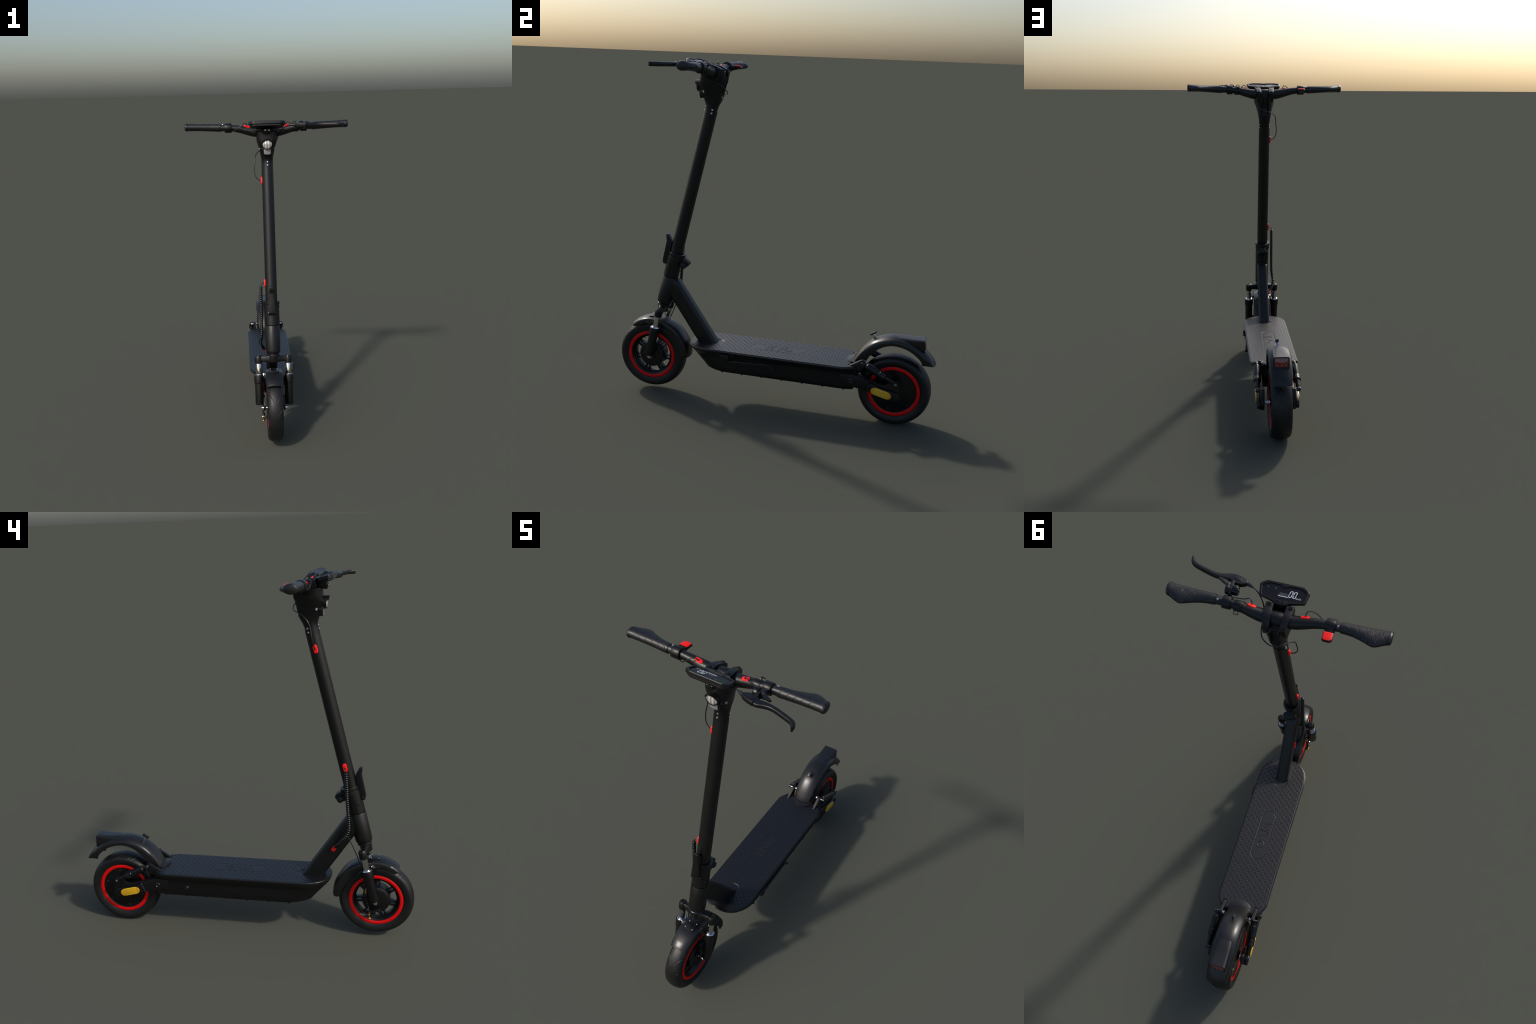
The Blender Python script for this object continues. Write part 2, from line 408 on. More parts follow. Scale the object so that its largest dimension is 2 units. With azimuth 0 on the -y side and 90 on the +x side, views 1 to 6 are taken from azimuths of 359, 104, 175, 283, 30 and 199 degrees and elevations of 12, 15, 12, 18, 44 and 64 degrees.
levels = [(.3520, .1435, -.494, .520), (.3500, .1460, -.4965, .520), (.3440, .1460, -.4960, .520), (.3415, .1445, -.494, .520), (.3150, .1185, -.479, .522), (.3100, .1168, -.474, .523), (.290, .1165, -.456, .523),
          (.262, .1165, -.429, .522), (.2440, .1160, -.413, .520), (.2425, .1135, -.410, .518), (.230, .1130, -.402, .514), (.220, .1110, -.394, .510), (.2105, .1040, -.377, .502)]
rings = [plan_ring(z, hw, yf, yr, .165 if z > .312 else .175, .075, .036 if z > .335 else .010) for z, hw, yf, yr in levels]
deck = loft("deck", rings, PLASTIC, ang=38)
for s in (1, -1):
    for y in np.arange(-.268, .47, .1205):
        lathe("screw", [(0, -.0045), (.005, -.0035), (.006, 0), (.006, .004)], (s*.108, y, .2135), (0, 0, 1), DARKSTEEL, deck, seg=14)
    for x, y in ((.138, -.335), (.104, -.43)):
        pass

# mat: a fine height field with dimples, oval cartouche, lettering and tube notch
def seg_d(X, Y, a, b):
    ax_, ay_ = a; bx, by = b; dx, dy = bx-ax_, by-ay_
    t = np.clip(((X-ax_)*dx+(Y-ay_)*dy)/(dx*dx+dy*dy+1e-12), 0, 1)
    return np.hypot(X-ax_-t*dx, Y-ay_-t*dy)
nu, nv = 640, 176
yf, yr = -.4900, .512
tt = np.linspace(0, 1, nu)
ys = np.where(tt < .10, yf+(.11)*(1-np.cos(np.clip(tt/.10, 0, 1)*pi/2)), yf+.11+(tt-.10)/.90*(yr-yf-.11))
W = np.array([deck_w(y, .1418, yf, yr, .162, .07, .036) for y in ys]); W = np.maximum(W, .002)
vv = np.linspace(-1, 1, nv)
X = W[:, None]*vv[None, :]; Y = np.repeat(ys[:, None], nv, 1)
edge = np.minimum(W[:, None]*(1-np.abs(vv))[None, :], np.minimum(Y-yf+.004, yr-Y+.004))
H = np.full_like(X, .3572)
cx_, cy_ = 0.0, .035
pill_d = np.hypot(X-cx_, np.maximum(np.abs(Y-cy_)-.116, 0))-.040          # cartouche outline
# chevron dimples on a staggered lattice
px, py = .0188, .0330
D = np.zeros_like(X)
col = np.round(X/px)
for k in (0,):
    shift = np.where(np.mod(col, 2) == 0, 0, py/2)
    lx = X-col*px; ly = np.mod(Y-shift+py/2, py)-py/2
    b = np.abs(ly+.70*np.abs(lx)-.003)
    D = np.clip((.0036-b)/.0014, 0, 1)*np.clip((.0066-np.abs(lx))/.0014, 0, 1)
notch_d = np.maximum(np.abs(X)-.042, np.maximum(-.46-Y, Y+.295))          # tube notch
fd = np.hypot(X, Y-.53)-.082
keep = (np.abs(X) < .134) & (pill_d > .006) & (notch_d > .006) & (Y < .485) & (Y > -.478) & (fd > .004)
REC = D*keep
H -= .0008*REC
PG = np.clip(1.15-np.abs(pill_d)/.0016, 0, 1); REC = np.maximum(REC, PG)
H -= .0014*PG
H -= .0016*np.clip(-pill_d/.003, 0, 1)*0
nr = np.hypot(X, np.maximum(Y+.335, 0))-.042
nr = np.where(Y < -.335, np.abs(X)-.042, nr)
H -= .0045*np.clip(-nr/.0022, 0, 1)*(Y > -.352)
# lettering: runs towards +y, letter tops towards -x
Hl = .030
def L(px_, py_): return (py_, px_)
def lx(u, v): return (Hl*(1-2*v)*.92, u)            # u along the deck, v 0..1 up the letter
segs = [(lx(-.048, 1), lx(-.026, 0)), (lx(-.026, 0), lx(-.006, 1)), (lx(.008, 1), lx(.008, 0)), (lx(.022, 1), lx(.046, 0)), (lx(.046, 0), lx(.066, 1))]
ld = np.full_like(X, 1.0)
for a, b in segs: ld = np.minimum(ld, seg_d(X, Y, a, b)-.0042)
oc = lx(.094, .46)
ld = np.minimum(ld, np.abs(np.hypot(X-oc[0], (Y-oc[1])*1.05)-.0195)-.0042)
ld = np.minimum(ld, np.hypot(X-oc[0], Y-oc[1])-.0045)
for u, v in ((.122, .18), (.124, .46), (.086, 1.03)):
    q = lx(u, v); ld = np.minimum(ld, np.hypot(X-q[0], Y-q[1])-.0038)
LG = np.clip(1.1-np.abs(ld-.0004)/.0015, 0, 1); REC = np.maximum(REC, LG)
H += .0008*np.clip((.0010-ld)/.0020, 0, 1)-.0009*LG
# bracket cut-outs at the tail
for s in (1, -1):
    H -= .004*((np.abs(X-s*.094) < .0135) & (Y > .472))
H -= .004*np.clip(1-edge/.004, 0, 1)**2
V = np.stack([X, Y, H], 2).reshape(-1, 3).tolist(); F = grid_faces(nu, nv)
base = len(V)                                           # skirt down to the trim
loop = [j for j in range(nv)]+[i*nv+nv-1 for i in range(1, nu)]+[(nu-1)*nv+j for j in range(nv-2, -1, -1)]+[i*nv for i in range(nu-2, 0, -1)]
for i in loop: V.append((V[i][0], V[i][1], .3490))
n = len(loop)
for k in range(n): F.append((loop[k], loop[(k+1) % n], base+(k+1) % n, base+k))
dmat = mobj("deck_mat", V, F, MAT_RUBBER, deck, ang=50, weld=0)
# pressed-in marks get a duller rubber that stands in for their shading
dmat.data.materials.append(MAT_DULL)
RF_ = .25*(REC[:-1, :-1]+REC[1:, :-1]+REC[:-1, 1:]+REC[1:, 1:]) > .42
idx = np.zeros(len(dmat.data.polygons), dtype=np.int32); idx[:RF_.size] = RF_.reshape(-1)
dmat.data.polygons.foreach_set("material_index", idx)

# charging port on one flank, kickstand on the other
port = lathe("charge_port", [(0, .001), (.006, .001), (.0065, .004), (.0105, .004), (.0125, .002), (.0125, -.004)], (-.1165, .325, .2660), (-1, 0, 0), DARKSTEEL, deck, seg=28)
prism("port_flap", pill((.365, .2680), .036, .012, .1), YZ, -.1200, -.1150, GLOSS, port, bevel=.001)
for x, y, z in ((-.1290, -.285, .3265), (-.100, -.412, .3250), (.1290, -.330, .3265), (.100, -.412, .3250)):
    screw((x*.975, y, z), (math.copysign(1, x), -.5 if abs(x) < .12 else 0, -.2), .0045, .002, DARKSTEEL, deck)
ks = prism("kickstand", rounded([(-.300, .338), (-.288, .346), (-.196, .344), (-.188, .332), (-.198, .322), (-.222, .322), (-.238, .296), (-.262, .300), (-.270, .326), (-.290, .328)], .005), YZ, .1180, .140, PLASTIC, deck, bevel=.002)
prism("stand_block", rounded([(-.272, .338), (-.214, .336), (-.222, .300), (-.232, .290), (-.256, .298)], .006), YZ, .134, .156, PLASTIC, ks, bevel=.003)
tube("stand_leg", [(.142, -.226, .296), (.143, -.17, .2985), (.1445, -.10, .3015), (.146, -.02, .3055), (.147, .022, .3065), (.147, .039, .300), (.147, .049, .286)], [.0085, .0085, .0065, .0060, .0060, .0060, .0062], PLASTIC, ks, seg=16)
box("stand_foot", (.149, .052, .284), (.018, .016, .011), PLASTIC, ks, rot=Matrix.Rotation(-.5, 3, 'X'), bevel=.003)
for y in (-.288, -.200):
    screw((.140, y, .334), (1, 0, 0), .005, .003, DARKSTEEL, ks)

# ------------------------------------------------------------------ rear suspension
for s in (1, -1):
    br = prism("shock_bracket", rounded([(.470, .352), (.490, .362), (.545, .397), (.560, .397), (.568, .385), (.562, .358), (.545, .330), (.515, .330)], .004), YZ, s*.0855, s*.1025, PAINT, None, bevel=.0025)
    cyl("shock_pin", (s*.074, .556, .382), (s*.124, .556, .382), .0065, STEEL, br, seg=20)
    for xx in (.0765, .1255):
        lathe("pin_nut", [(0, -.005), (.009, -.005), (.0105, -.003), (.0105, .003), (.009, .005), (0, .005)], (s*xx, .556, .383), (s, 0, 0), STEEL if xx < .1 else DARKSTEEL, br, seg=20)
    p0 = Vector((s*.112, .557, .382)); p1 = Vector((s*.117, .745, .2895)); d = (p1-p0).normalized(); Ls = (p1-p0).length
    lathe("shock", [(0, -.006), (.009, -.006), (.011, 0), (.011, .020), (.0155, .022), (.0200, .026), (.0208, .032), (.0208, .103), (.0218, .104), (.0218, .127), (.0225, .128), (.0225, .140), (.019, .143), (.0150, .146), (.0135, .175), (.0135, .188), (.0110, .190), (.0110, Ls), (0, Ls+.006)], p0, d, GLOSS, br, seg=36)
    lathe("shock_eye", [(.0, -.012), (.0115, -.012), (.0125, -.010), (.0125, .010), (.0115, .012), (0, .012)], p1, (1, 0, 0), DARKSTEEL, br, seg=24)
    screw((s*.127, .747, .2865), (s, 0, 0), .006, .003, STEEL, br)
    # swing arm: side plate, bolted cover and pivot
    arm = prism("swing_arm", rounded([(.440, .306), (.500, .316), (.548, .302), (.598, .283), (.668, .263), (.690, .264), (.712, .280), (.740, .300), (.762, .297), (.770, .250), (.776, .205), (.760, .172), (.730, .168), (.690, .180), (.640, .206), (.575, .226), (.545, .238), (.525, .256), (.470, .264)], .009), YZ, s*.0790, s*.1010, PLASTIC, None, bevel=.003, seg=3)
    prism("arm_bracket", rounded([(.430, .300), (.445, .306), (.500, .312), (.560, .296), (.600, .277), (.572, .222), (.530, .232), (.440, .250)], .008), YZ, s*.1000, s*.1185, PLASTIC, arm, bevel=.004, seg=3)
    prism("arm_cover", rounded([(.596, .276), (.660, .252), (.742, .236), (.768, .222), (.774, .194), (.758, .178), (.728, .182), (.640, .206), (.578, .226)], .012), YZ, s*.1010, s*.1200, PLASTIC, arm, bevel=.004, seg=3)
    prism("seam_strip", [(.5995, .279), (.6015, .278), (.5745, .221), (.5725, .222)], YZ, s*.1000, s*.1200, STEEL if s < 0 else PLASTIC, arm, bevel=0)
    lathe("pivot_bolt", [(0, .0055), (.006, .0055), (.0075, .0035), (.011, .0070), (.0145, .005), (.0155, 0), (.0165, 0), (.0165, -.004)], (s*.1200, .4965, .2760), (s, 0, 0), DARKSTEEL, arm, seg=32)
    refl = prism("side_reflector", pill((.6690, .2230), .109, .043, -.24), YZ, s*.1190, s*.1265, AMBER, arm, bevel=.002)
    for e in (-1, 1):
        cc = (.6690+e*.0390*math.cos(-.24), .2230+e*.0390*math.sin(-.24))
        half = [(x, y) for x, y in pill(cc, .0432, .0432, -.24, n=12)]
        half = [(x, y) for x, y in half if e*((x-cc[0])*math.cos(-.24)+(y-cc[1])*math.sin(-.24)) > .002]
        prism("reflector_end", [(cc[0]+(x-cc[0])*.93, cc[1]+(y-cc[1])*.93) for x, y in half], YZ, s*.1220, s*.1272, AMBER_END, refl, bevel=.0004)

# ------------------------------------------------------------------ frame: down tube, head tube, folding joint, column
rings = []
for z in (.346, .40, .50, .60, .68, .714, .716):
    cy = -.394-.688*(z-.357); k = 1 if z < .715 else .97
    rings.append([(x, max(y, axy(z)-.028), zz) for x, y, zz in superring(0, cy, z, .0362*k, .0605*k, 4.2, 72)])
down = loft("down_tube", rings, PAINT, ang=40)
rings = [superring(0, -.396, z, .0362+e, .0605+e, 4.0, 72) for z, e in ((.350, .006), (.3595, .006), (.362, .0045), (.366, .0005))]
lathe("head_tube", [(0, 0), (.036, 0), (.0425, .004), (.0455, .012), (.0465, .020), (.0465, .172), (.0455, .174), (0, .174)], St(.563), AX, PAINT, None, seg=64)
joint = lathe("folding_joint", [(0, 0), (.0440, 0), (.0455, .0015), (.0460, .104), (.0455, .128), (0, .128)], St(.735), AX, PAINT, None, seg=64)
for s in (1, -1):   # near-black strips standing in for slits either side, and rivets
    box("slit_strip", St(.783, .006, s*.0452), (.0025, .003, .090), RECESS_BLACK, joint, rot=Matrix.Rotation(-TH, 3, 'X'), bevel=0)
    screw(St(.783, .024, s*.040), (s, -.55, 0), .0048, .003, PAINT, joint)
lathe("joint_collar", [(.03, 0), (.0475, 0), (.0490, .002), (.0490, .019), (.0475, .0205), (.0475, .0230), (.0500, .0245), (.0505, .0270), (.0505, .0400), (.0490, .0420), (.036, .042)], St(.841, -.0075), AX, PAINT, joint, seg=64, caps=False)
cyl("hinge_knuckle", (-.036, -.546, .8115), (.036, -.546, .8115), .0175, PLASTIC, joint, bevel=.003)
cyl("hinge_pin", (-.040, -.546, .8115), (.040, -.546, .8115), .0080, DARKSTEEL, joint, bevel=.001)
prism("hinge_web", rounded([(-.575, .862), (-.552, .856), (-.525, .838), (-.5165, .826), (-.519, .812), (-.542, .797), (-.575, .800)], .007), YZ, -.021, .021, PLASTIC, joint, bevel=.003)
# locking lever in front of the joint
def leverpt(y, z, x): return (x, y, z)
prof = [(-.684, .826), (-.678, .812), (-.662, .811), (-.652, .822), (-.640, .880), (-.627, .944), (-.631, .954), (-.650, .991), (-.662, .992), (-.664, .972), (-.660, .950), (-.676, .872)]
prof = rounded(prof, .005, 4)
V = []; m = len(prof)
for sgn in (-1, 1):
    V += [(sgn*(.0215-.0085*min(1, max(0, (z-.83)/.14))), y+.002, z-.001) for y, z in prof]
latch = mobj("latch_lever", V, [tuple(range(m)), tuple(range(m, 2*m))]+[(i, (i+1) % m, m+(i+1) % m, m+i) for i in range(m)], PLASTIC, None, bevel=.0012)
cyl("latch_pin", (-.0265, -.668, .825), (.0265, -.668, .825), .0075, DARKSTEEL, latch)
box("latch_hook", (0, -.652, .852), (.030, .030, .016), PLASTIC, latch, bevel=.003)
column = lathe("steering_column", [(0, 0), (.0366, 0), (.0366, .86/DZ), (0, .86/DZ)], St(.86), AX, PAINT, None, seg=64)
for z in (1.733, 1.7135):
    screw(St(z, .0366), NF, .0052, .003, CHROME, column)
    for s in (1, -1):
        screw(St(z-.004, -.015, s*.0325), (s, .45, 0), .0052, .003, CHROME, column)

def tag(p, axis, up, name="cable_grommet", L=.046, w=.022, h=.008, parent=None):
    a = Vector(axis).normalized(); u = Vector(up).normalized(); v = a.cross(u); p = Vector(p)
    return prism(name, pill((0, 0), L, w, 0), lambda x, y, z: p+u*x+v*y+a*z, -.006, h, REDP, parent, bevel=.003, seg=3)
tag(St(1.6235, 0, -.0355), (-1, 0, 0), AX, parent=column)
tag(St(.995, 0, -.0355), (-1, 0, 0), AX, L=.048, parent=column)
tag((-.0360, -.5136, .529), (-1, 0, 0), (0, -.57, .82), L=.040, w=.020, parent=down)

# ------------------------------------------------------------------ stem head
secs = [(1.700, .0362, -.4435, -.3705, 2.0), (1.728, .0362, -.4370, -.3630, 2.0), (1.751, .0368, -.4320, -.3535, 2.1), (1.768, .0385, -.4360, -.3430, 2.2), (1.787, .0425, -.4430, -.3335, 2.4), (1.803, .0455, -.4500, -.3290, 2.6), (1.822, .0500, -.4560, -.3265, 2.8),
        (1.842, .0560, -.4600, -.3220, 3.0), (1.862, .0620, -.4612, -.3185, 3.3), (1.880, .0648, -.4608, -.3150, 3.6), (1.905, .0660, -.4585, -.3110, 3.8), (1.918, .0660, -.4570, -.3090, 3.9)]
rings = []
for z, hx, f, r, n in secs:
    R = superring(0, (f+r)/2, z, hx, (r-f)/2, n, 112)
    k = min(1, max(0, (z-1.80)/.006))
    R = [(x, y-(.020*k*min(1, max(0, (.0235-abs(x))/.003)) if y > (f+r)/2 else 0), zz) for x, y, zz in R]
    R = [(x*(1-(.10*min(1, max(0, (z-1.78)/.04))+.22*min(1, max(0, (z-1.82)/.06)))*min(1, max(0, (y-(f+r)/2+.010)/((r-f)/2)))), y, zz) for x, y, zz in R]
    # top slopes back with the column
    R = [(x, y, zz-(.16*(y-f) if z > 1.90 else .08*(y-f) if z > 1.87 else 0)+(.012 if z > 1.91 else 0)) for x, y, zz in R]
    rings.append(R)
head = loft("stem_head", rings, PLASTIC, ang=40)
# two straps over the bar
Cc = Vector((0, -.379, 1.9235))
def capmap(u, v, w): return Cc+Vector((w*(1-.17*min(1, max(0, (.03-u)/.09))), 0, 0))+NF*u+AX*v
prof = [(.064, -.006), (.064, .026), (.056, .0315), (.036, .0325), (.020, .0375), (0, .0395), (-.020, .0375), (-.036, .0325), (-.058, .0315), (-.066, .026), (-.066, -.030), (-.040, -.030), (-.034, -.006), (0, .030), (.034, -.006)]
prof = [(.060, -.004), (.060, .0325), (.052, .0375), (.034, .0385), (.016, .0415), (0, .0425), (-.016, .0410), (-.034, .0360), (-.052, .0330), (-.062, .0280), (-.064, .018), (-.064, -.034), (.020, -.034)]
for s in (1, -1):
    cap = prism("bar_clamp", rounded(prof, .004, 4), capmap, s*.0290, s*.0645, PLASTIC, head, bevel=.003, seg=3)
    for u, v in ((.044, .0385), (-.050, .0335)):
        q = capmap(u, v, s*.0485)
        lathe("clamp_bolt", [(.0, .0006), (.0035, .0006), (.0040, .0022), (.0070, .0022), (.0078, .0010), (.0095, .0012), (.0095, -.004)], q, AX, RECESS_BLACK, cap, seg=24)
cyl("clamp_barrel", Cc+Vector((-.030, 0, 0)), Cc+Vector((.030, 0, 0)), .0365, PLASTIC, head, seg=48)
prism("clamp_pad", rounded([(-.022, .010), (-.040, .004), (-.046, -.010), (-.046, -.05), (-.02, -.05)], .004), capmap, -.0225, .0225, PLASTIC, head, bevel=.002)
# headlamp
lamp = lathe("headlamp", [(0, -.030), (.0265, -.030), (.0295, -.026), (.0315, .004), (.0315, .0125), (.0300, .0130), (.0285, .006), (0, .006)], (0, -.4665, 1.8525), (0, -1, 0), PLASTIC, head, seg=48)
rings = []
for h in (-.010, .0255, .0265):
    r0, r1 = .0312, .0338
    A = [math.radians(t) for t in np.linspace(12, 168, 29)]
    rings.append([(r1*math.cos(t), -.4665-h*(1 if h < 0 else (.55+.45*math.sin(t))), 1.8525+r1*math.sin(t)) for t in A]+[(r0*math.cos(t), -.4665-h*(1 if h < 0 else (.55+.45*math.sin(t))), 1.8525+r0*math.sin(t)) for t in A[::-1]])
loft("lamp_visor", rings, PLASTIC, lamp)
lathe("lamp_lens", [(0, .0060), (.010, .0055), (.020, .0036), (.0265, .0008), (.0292, -.003)], (0, -.4780, 1.8525), (0, -1, 0), LENS, lamp, seg=48)
prism("clear_reflector", rounded([(-.0225, .0), (-.0205, -.030), (0, -.034), (.0205, -.030), (.0225, 0)], .003), lambda u, v, w: (u, w-.12*v, 1.8215+v), -.4600, -.4665, CLEARREF, head, bevel=.001)
box("lamp_bracket", (0, -.4540, 1.812), (.050, .020, .052), PLASTIC, head, rot=Matrix.Rotation(.12, 3, 'X'), bevel=.004)
for s in (1, -1):
    screw((s*.0455, -.432, 1.8235), (s, -.45, 0), .0068, .003, STEEL, head)
    cyl("lamp_pivot", (s*.026, -.452, 1.8225), (s*.040, -.444, 1.8225), .0042, DARKSTEEL, head, seg=16)

# ------------------------------------------------------------------ handlebar
BP = [(-.50, -.386, 1.9645), (-.40, -.386, 1.961), (-.30, -.386, 1.957), (-.235, -.386, 1.954), (-.17, -.3845, 1.946), (-.11, -.381, 1.933), (-.065, -.3795, 1.9255), (0, -.379, 1.9235)]
BR = [.0155, .0155, .0180, .0195, .0230, .0285, .0315, .0320]
BPm = BP+[(-x, y, z) for x, y, z in BP[-2::-1]]; BRm = BR+BR[-2::-1]
bar = tube("handlebar", BPm, BRm, PAINT, None, seg=40, n=8)
def bar_at(x):
    xs = [p[0] for p in BP]; a = -abs(x)
    return Vector((x, np.interp(a, xs, [p[1] for p in BP]), np.interp(a, xs, [p[2] for p in BP])))

def grip(s):
    st = [(.252, .0190, .0190, .0190), (.262, .0200, .0200, .0200), (.2625, .0205, .0205, .0205), (.284, .0205, .0205, .0205), (.2845, .0235, .0235, .0228), (.300, .0245, .0250, .0232), (.325, .0238, .0275, .0226), (.350, .0230, .0330, .0220), (.375, .0230, .0410, .0214), (.400, .0232, .0505, .0210),
          (.420, .0236, .0590, .0208), (.434, .0238, .0630, .0208), (.446, .0240, .0615, .0210), (.462, .0244, .0540, .0214), (.480, .0248, .0450, .0218), (.494, .0254, .0375, .0222), (.4945, .0280, .0385, .0234), (.500, .0285, .0365, .0234), (.507, .0265, .0330, .0215), (.5105, .0200, .0255, .0160)]
    # x, front reach, rear reach, half height
    xs = np.unique(np.concatenate([np.linspace(.252, .5105, 300), [q[0] for q in st]]))
    A = np.array(st); N = 84; V = []
    for x in xs:
        f, r, h = [np.interp(x, A[:, 0], A[:, k])+(.0010 if x > .2845 else 0) for k in (1, 2, 3)]
        c = bar_at(min(x, .5))
        for j in range(N):
            a = 2*pi*j/N; ca, sa = math.cos(a), math.sin(a)
            if ca < 0: dy, dz = f*ca, h*sa
            else:
                k = max(0., (r-h)/.035)
                dy = r*sgnpow(ca, 2/(2+.6*min(1, k))); dz = h*sgnpow(sa, 2/(2+.6*min(1, k)))*(1-.22*min(1, k)*ca**2)-.003*min(1, k)*ca**2
            d = 0
            if .286 < x < .493:
                t = (x-.286)/.207
                top = sa > -.2
                # diagonal sipes crossing on the upper face
                for ph, sl in ((.16, .35), (.33, .35), (.50, .35), (.68, .40), (.86, .4)):
                    d = max(d, max(0, 1-abs((t-ph)-sl*ca*.35)/.0070)*(1 if top or ph < .6 else 0))
                for ph in (.42, .66, .90):
                    d = max(d, max(0, 1-abs((t-ph)+.42*(ca-.2))/.0070)*(1 if sa > .15 else 0))
            k = 1-.0012*d/.022
            V.append((s*x, c.y+dy*k, c.z+dz*k))
    F = grid_faces(len(xs), N, closed_v=True)+[tuple(range(N)), tuple((len(xs)-1)*N+i for i in range(N))]
    g = mobj("grip", V, F, GRIP, bar, ang=38)
    screw(bar_at(s*.273)+Vector((0, .010, .0182)), (0, .45, 1), .0050, .003, CHROME, g)
for s in (1, -1): grip(s)

def band(name, x0, x1, r, material, parent, ext=0):
    a = bar_at((x0+x1)/2)
    return cyl(name, a+Vector((-(x1-x0)/2, 0, 0)), a+Vector(((x1-x0)/2, 0, 0)), r, material, parent, seg=40, bevel=.0015)
# thumb throttle (left in the front view)
th = band("throttle", -.261, -.218, .0300, PLASTIC, bar)
prism("throttle_arm", rounded([(-.366, 1.968), (-.345, 1.960), (-.318, 1.9550), (-.312, 1.950), (-.330, 1.942), (-.362, 1.935)], .005), YZ, -.256, -.226, PLASTIC, th, bevel=.003)
prism("throttle_shell", rounded([(-.264, -.345), (-.216, -.345), (-.2175, -.305), (-.224, -.299), (-.255, -.299), (-.264, -.308)], .005), lambda u, v, w: (u, v, w-.12*(v+.32)), 1.950, 1.961, PLASTIC, th, bevel=.003)
pad = prism("throttle_pad", rounded([(-.261, -.3415), (-.219, -.3415), (-.2205, -.307), (-.227, -.302), (-.253, -.302), (-.261, -.310)], .005), lambda u, v, w: (u, v, w-.12*(v+.32)), 1.9605, 1.9645, REDP, th, bevel=.0012)
fst = None
for i in range(5):
    for j in range(4):
        p = (-.254+.007*i+(.0035 if j % 2 else 0), -.334+.008*j)
        prism("pad_ridge", pill(p, .0052, .0022), lambda u, v, w: (u, v, w-.12*(v+.32)), 1.964, 1.9656, REDP, pad, bevel=0)
# brake side: clamp, bell, lever
cl = band("brake_clamp", .213, .252, .0295, PLASTIC, bar)
prism("clamp_arm", rounded([(-.416, 1.972), (-.440, 1.984), (-.472, 1.984), (-.500, 1.977), (-.500, 1.956), (-.455, 1.948), (-.412, 1.935)], .005), YZ, .226, .240, PLASTIC, cl, bevel=.003)
cyl("bell", (.199, -.4500, 1.9665), (.228, -.4500, 1.9665), .0240, GLOSS, cl, bevel=.006, seg=48)
cyl("bell", (.238, -.4450, 1.9660), (.258, -.4450, 1.9660), .0225, PLASTIC, cl, bevel=.005, seg=48)
lathe("bell_cap", [(0, .003), (.005, .003), (.007, 0), (.011, 0), (.012, -.002)], (.1985, -.4500, 1.9665), (-1, 0, 0), DARKSTEEL, cl, seg=24)
bl = prism("bell_striker", rounded([(.252, -.470), (.262, -.484), (.297, -.492), (.306, -.484), (.276, -.466), (.262, -.458)], .003), lambda u, v, w: (u, v, w), 1.9760, 1.9840, PLASTIC, cl, bevel=.0015)
lathe("striker_knob", [(0, .004), (.004, .004), (.006, .001), (.010, .0), (.010, -.01)], (.253, -.462, 1.984), (0, 0, 1), DARKSTEEL, cl, seg=20)
body = rounded([(.240, -.5315), (.208, -.5245), (.176, -.5115), (.170, -.4960), (.182, -.4860), (.200, -.4790), (.226, -.4780), (.256, -.4960)], .007, 5)
perch = prism("lever_body", body, lambda u, v, w: (u, v, w), 1.9545, 1.9790, PLASTIC, bar, bevel=.004, seg=3)
prism("body_inlay", rounded([(.232, -.520), (.202, -.511), (.194, -.500), (.200, -.492), (.222, -.492), (.240, -.503)], .005), lambda u, v, w: (u, v, w), 1.978, 1.9800, PLASTIC, perch, bevel=.0008)
# blade: swept flat section following the finger curve
bl_pts = [(.243, -.5150), (.262, -.5120), (.285, -.5085), (.310, -.5070), (.335, -.5100), (.365, -.5180), (.400, -.5290), (.428, -.5390), (.443, -.5500), (.451, -.5650), (.455, -.5800)]
bw = [.0185, .0190, .0150, .0125, .0115, .0110, .0108, .0106, .0104, .0085, .0045]
Q = catmull([(x, y, w) for (x, y), w in zip(bl_pts, bw)], 8); Tn = np.gradient(Q[:, :2], axis=0); Tn /= np.linalg.norm(Tn, axis=1)[:, None]
rings = []
for (x, y, w), (tx, ty) in zip(Q, Tn):
    nx, ny = -ty, tx; R = []
    for j in range(32):
        a = 2*pi*j/32; p = w*sgnpow(math.cos(a), 2/3.2); q = .0118*sgnpow(math.sin(a), 2/3.2)
        R.append((x+nx*p, y+ny*p, 1.9665+q))
    rings.append(R)
loft("brake_lever", rings, PLASTIC, perch, ang=45)
tube("cable_adjuster", [(.178, -.500, 1.968), (.166, -.495, 1.968), (.165, -.4945, 1.968), (.155, -.490, 1.968), (.154, -.4895, 1.968), (.143, -.4855, 1.968)], [.0105, .0095, .0078, .0078, .0055, .0050], DARKSTEEL, perch, seg=16, smooth=False)
# phone strap holder beside the clamp
hb = band("strap_band", .157, .199, .0255, PLASTIC, bar)
hc = bar_at(.178); Rm = Matrix.Rotation(math.radians(-45), 3, 'X')
fr = Vector((.178, -.352, 1.968))
for dx in (-.0095, .0095):
    box("strap_buckle", fr+Vector((dx, 0, 0)), (.0030, .050, .0030), PLASTIC, hb, rot=Rm, bevel=.0006)
for dv in (-.024, .024, -.006):
    box("buckle_bar", fr+Rm @ Vector((0, dv, 0)), (.022, .0030, .0030), PLASTIC, hb, rot=Rm, bevel=.0006)
box("buckle_post", (.178, -.3640, 1.9640), (.012, .010, .016), PLASTIC, hb, rot=Rm)
# red cable grommets on the bar
for s in (1, -1):
    c = bar_at(s*.1215); p = c+Vector((0, -.010, .0235))
    u = Vector((s*.97, 0, .24)); tag(p, (0, -.45, 1), u, L=.042, w=.021, h=.006, parent=bar)

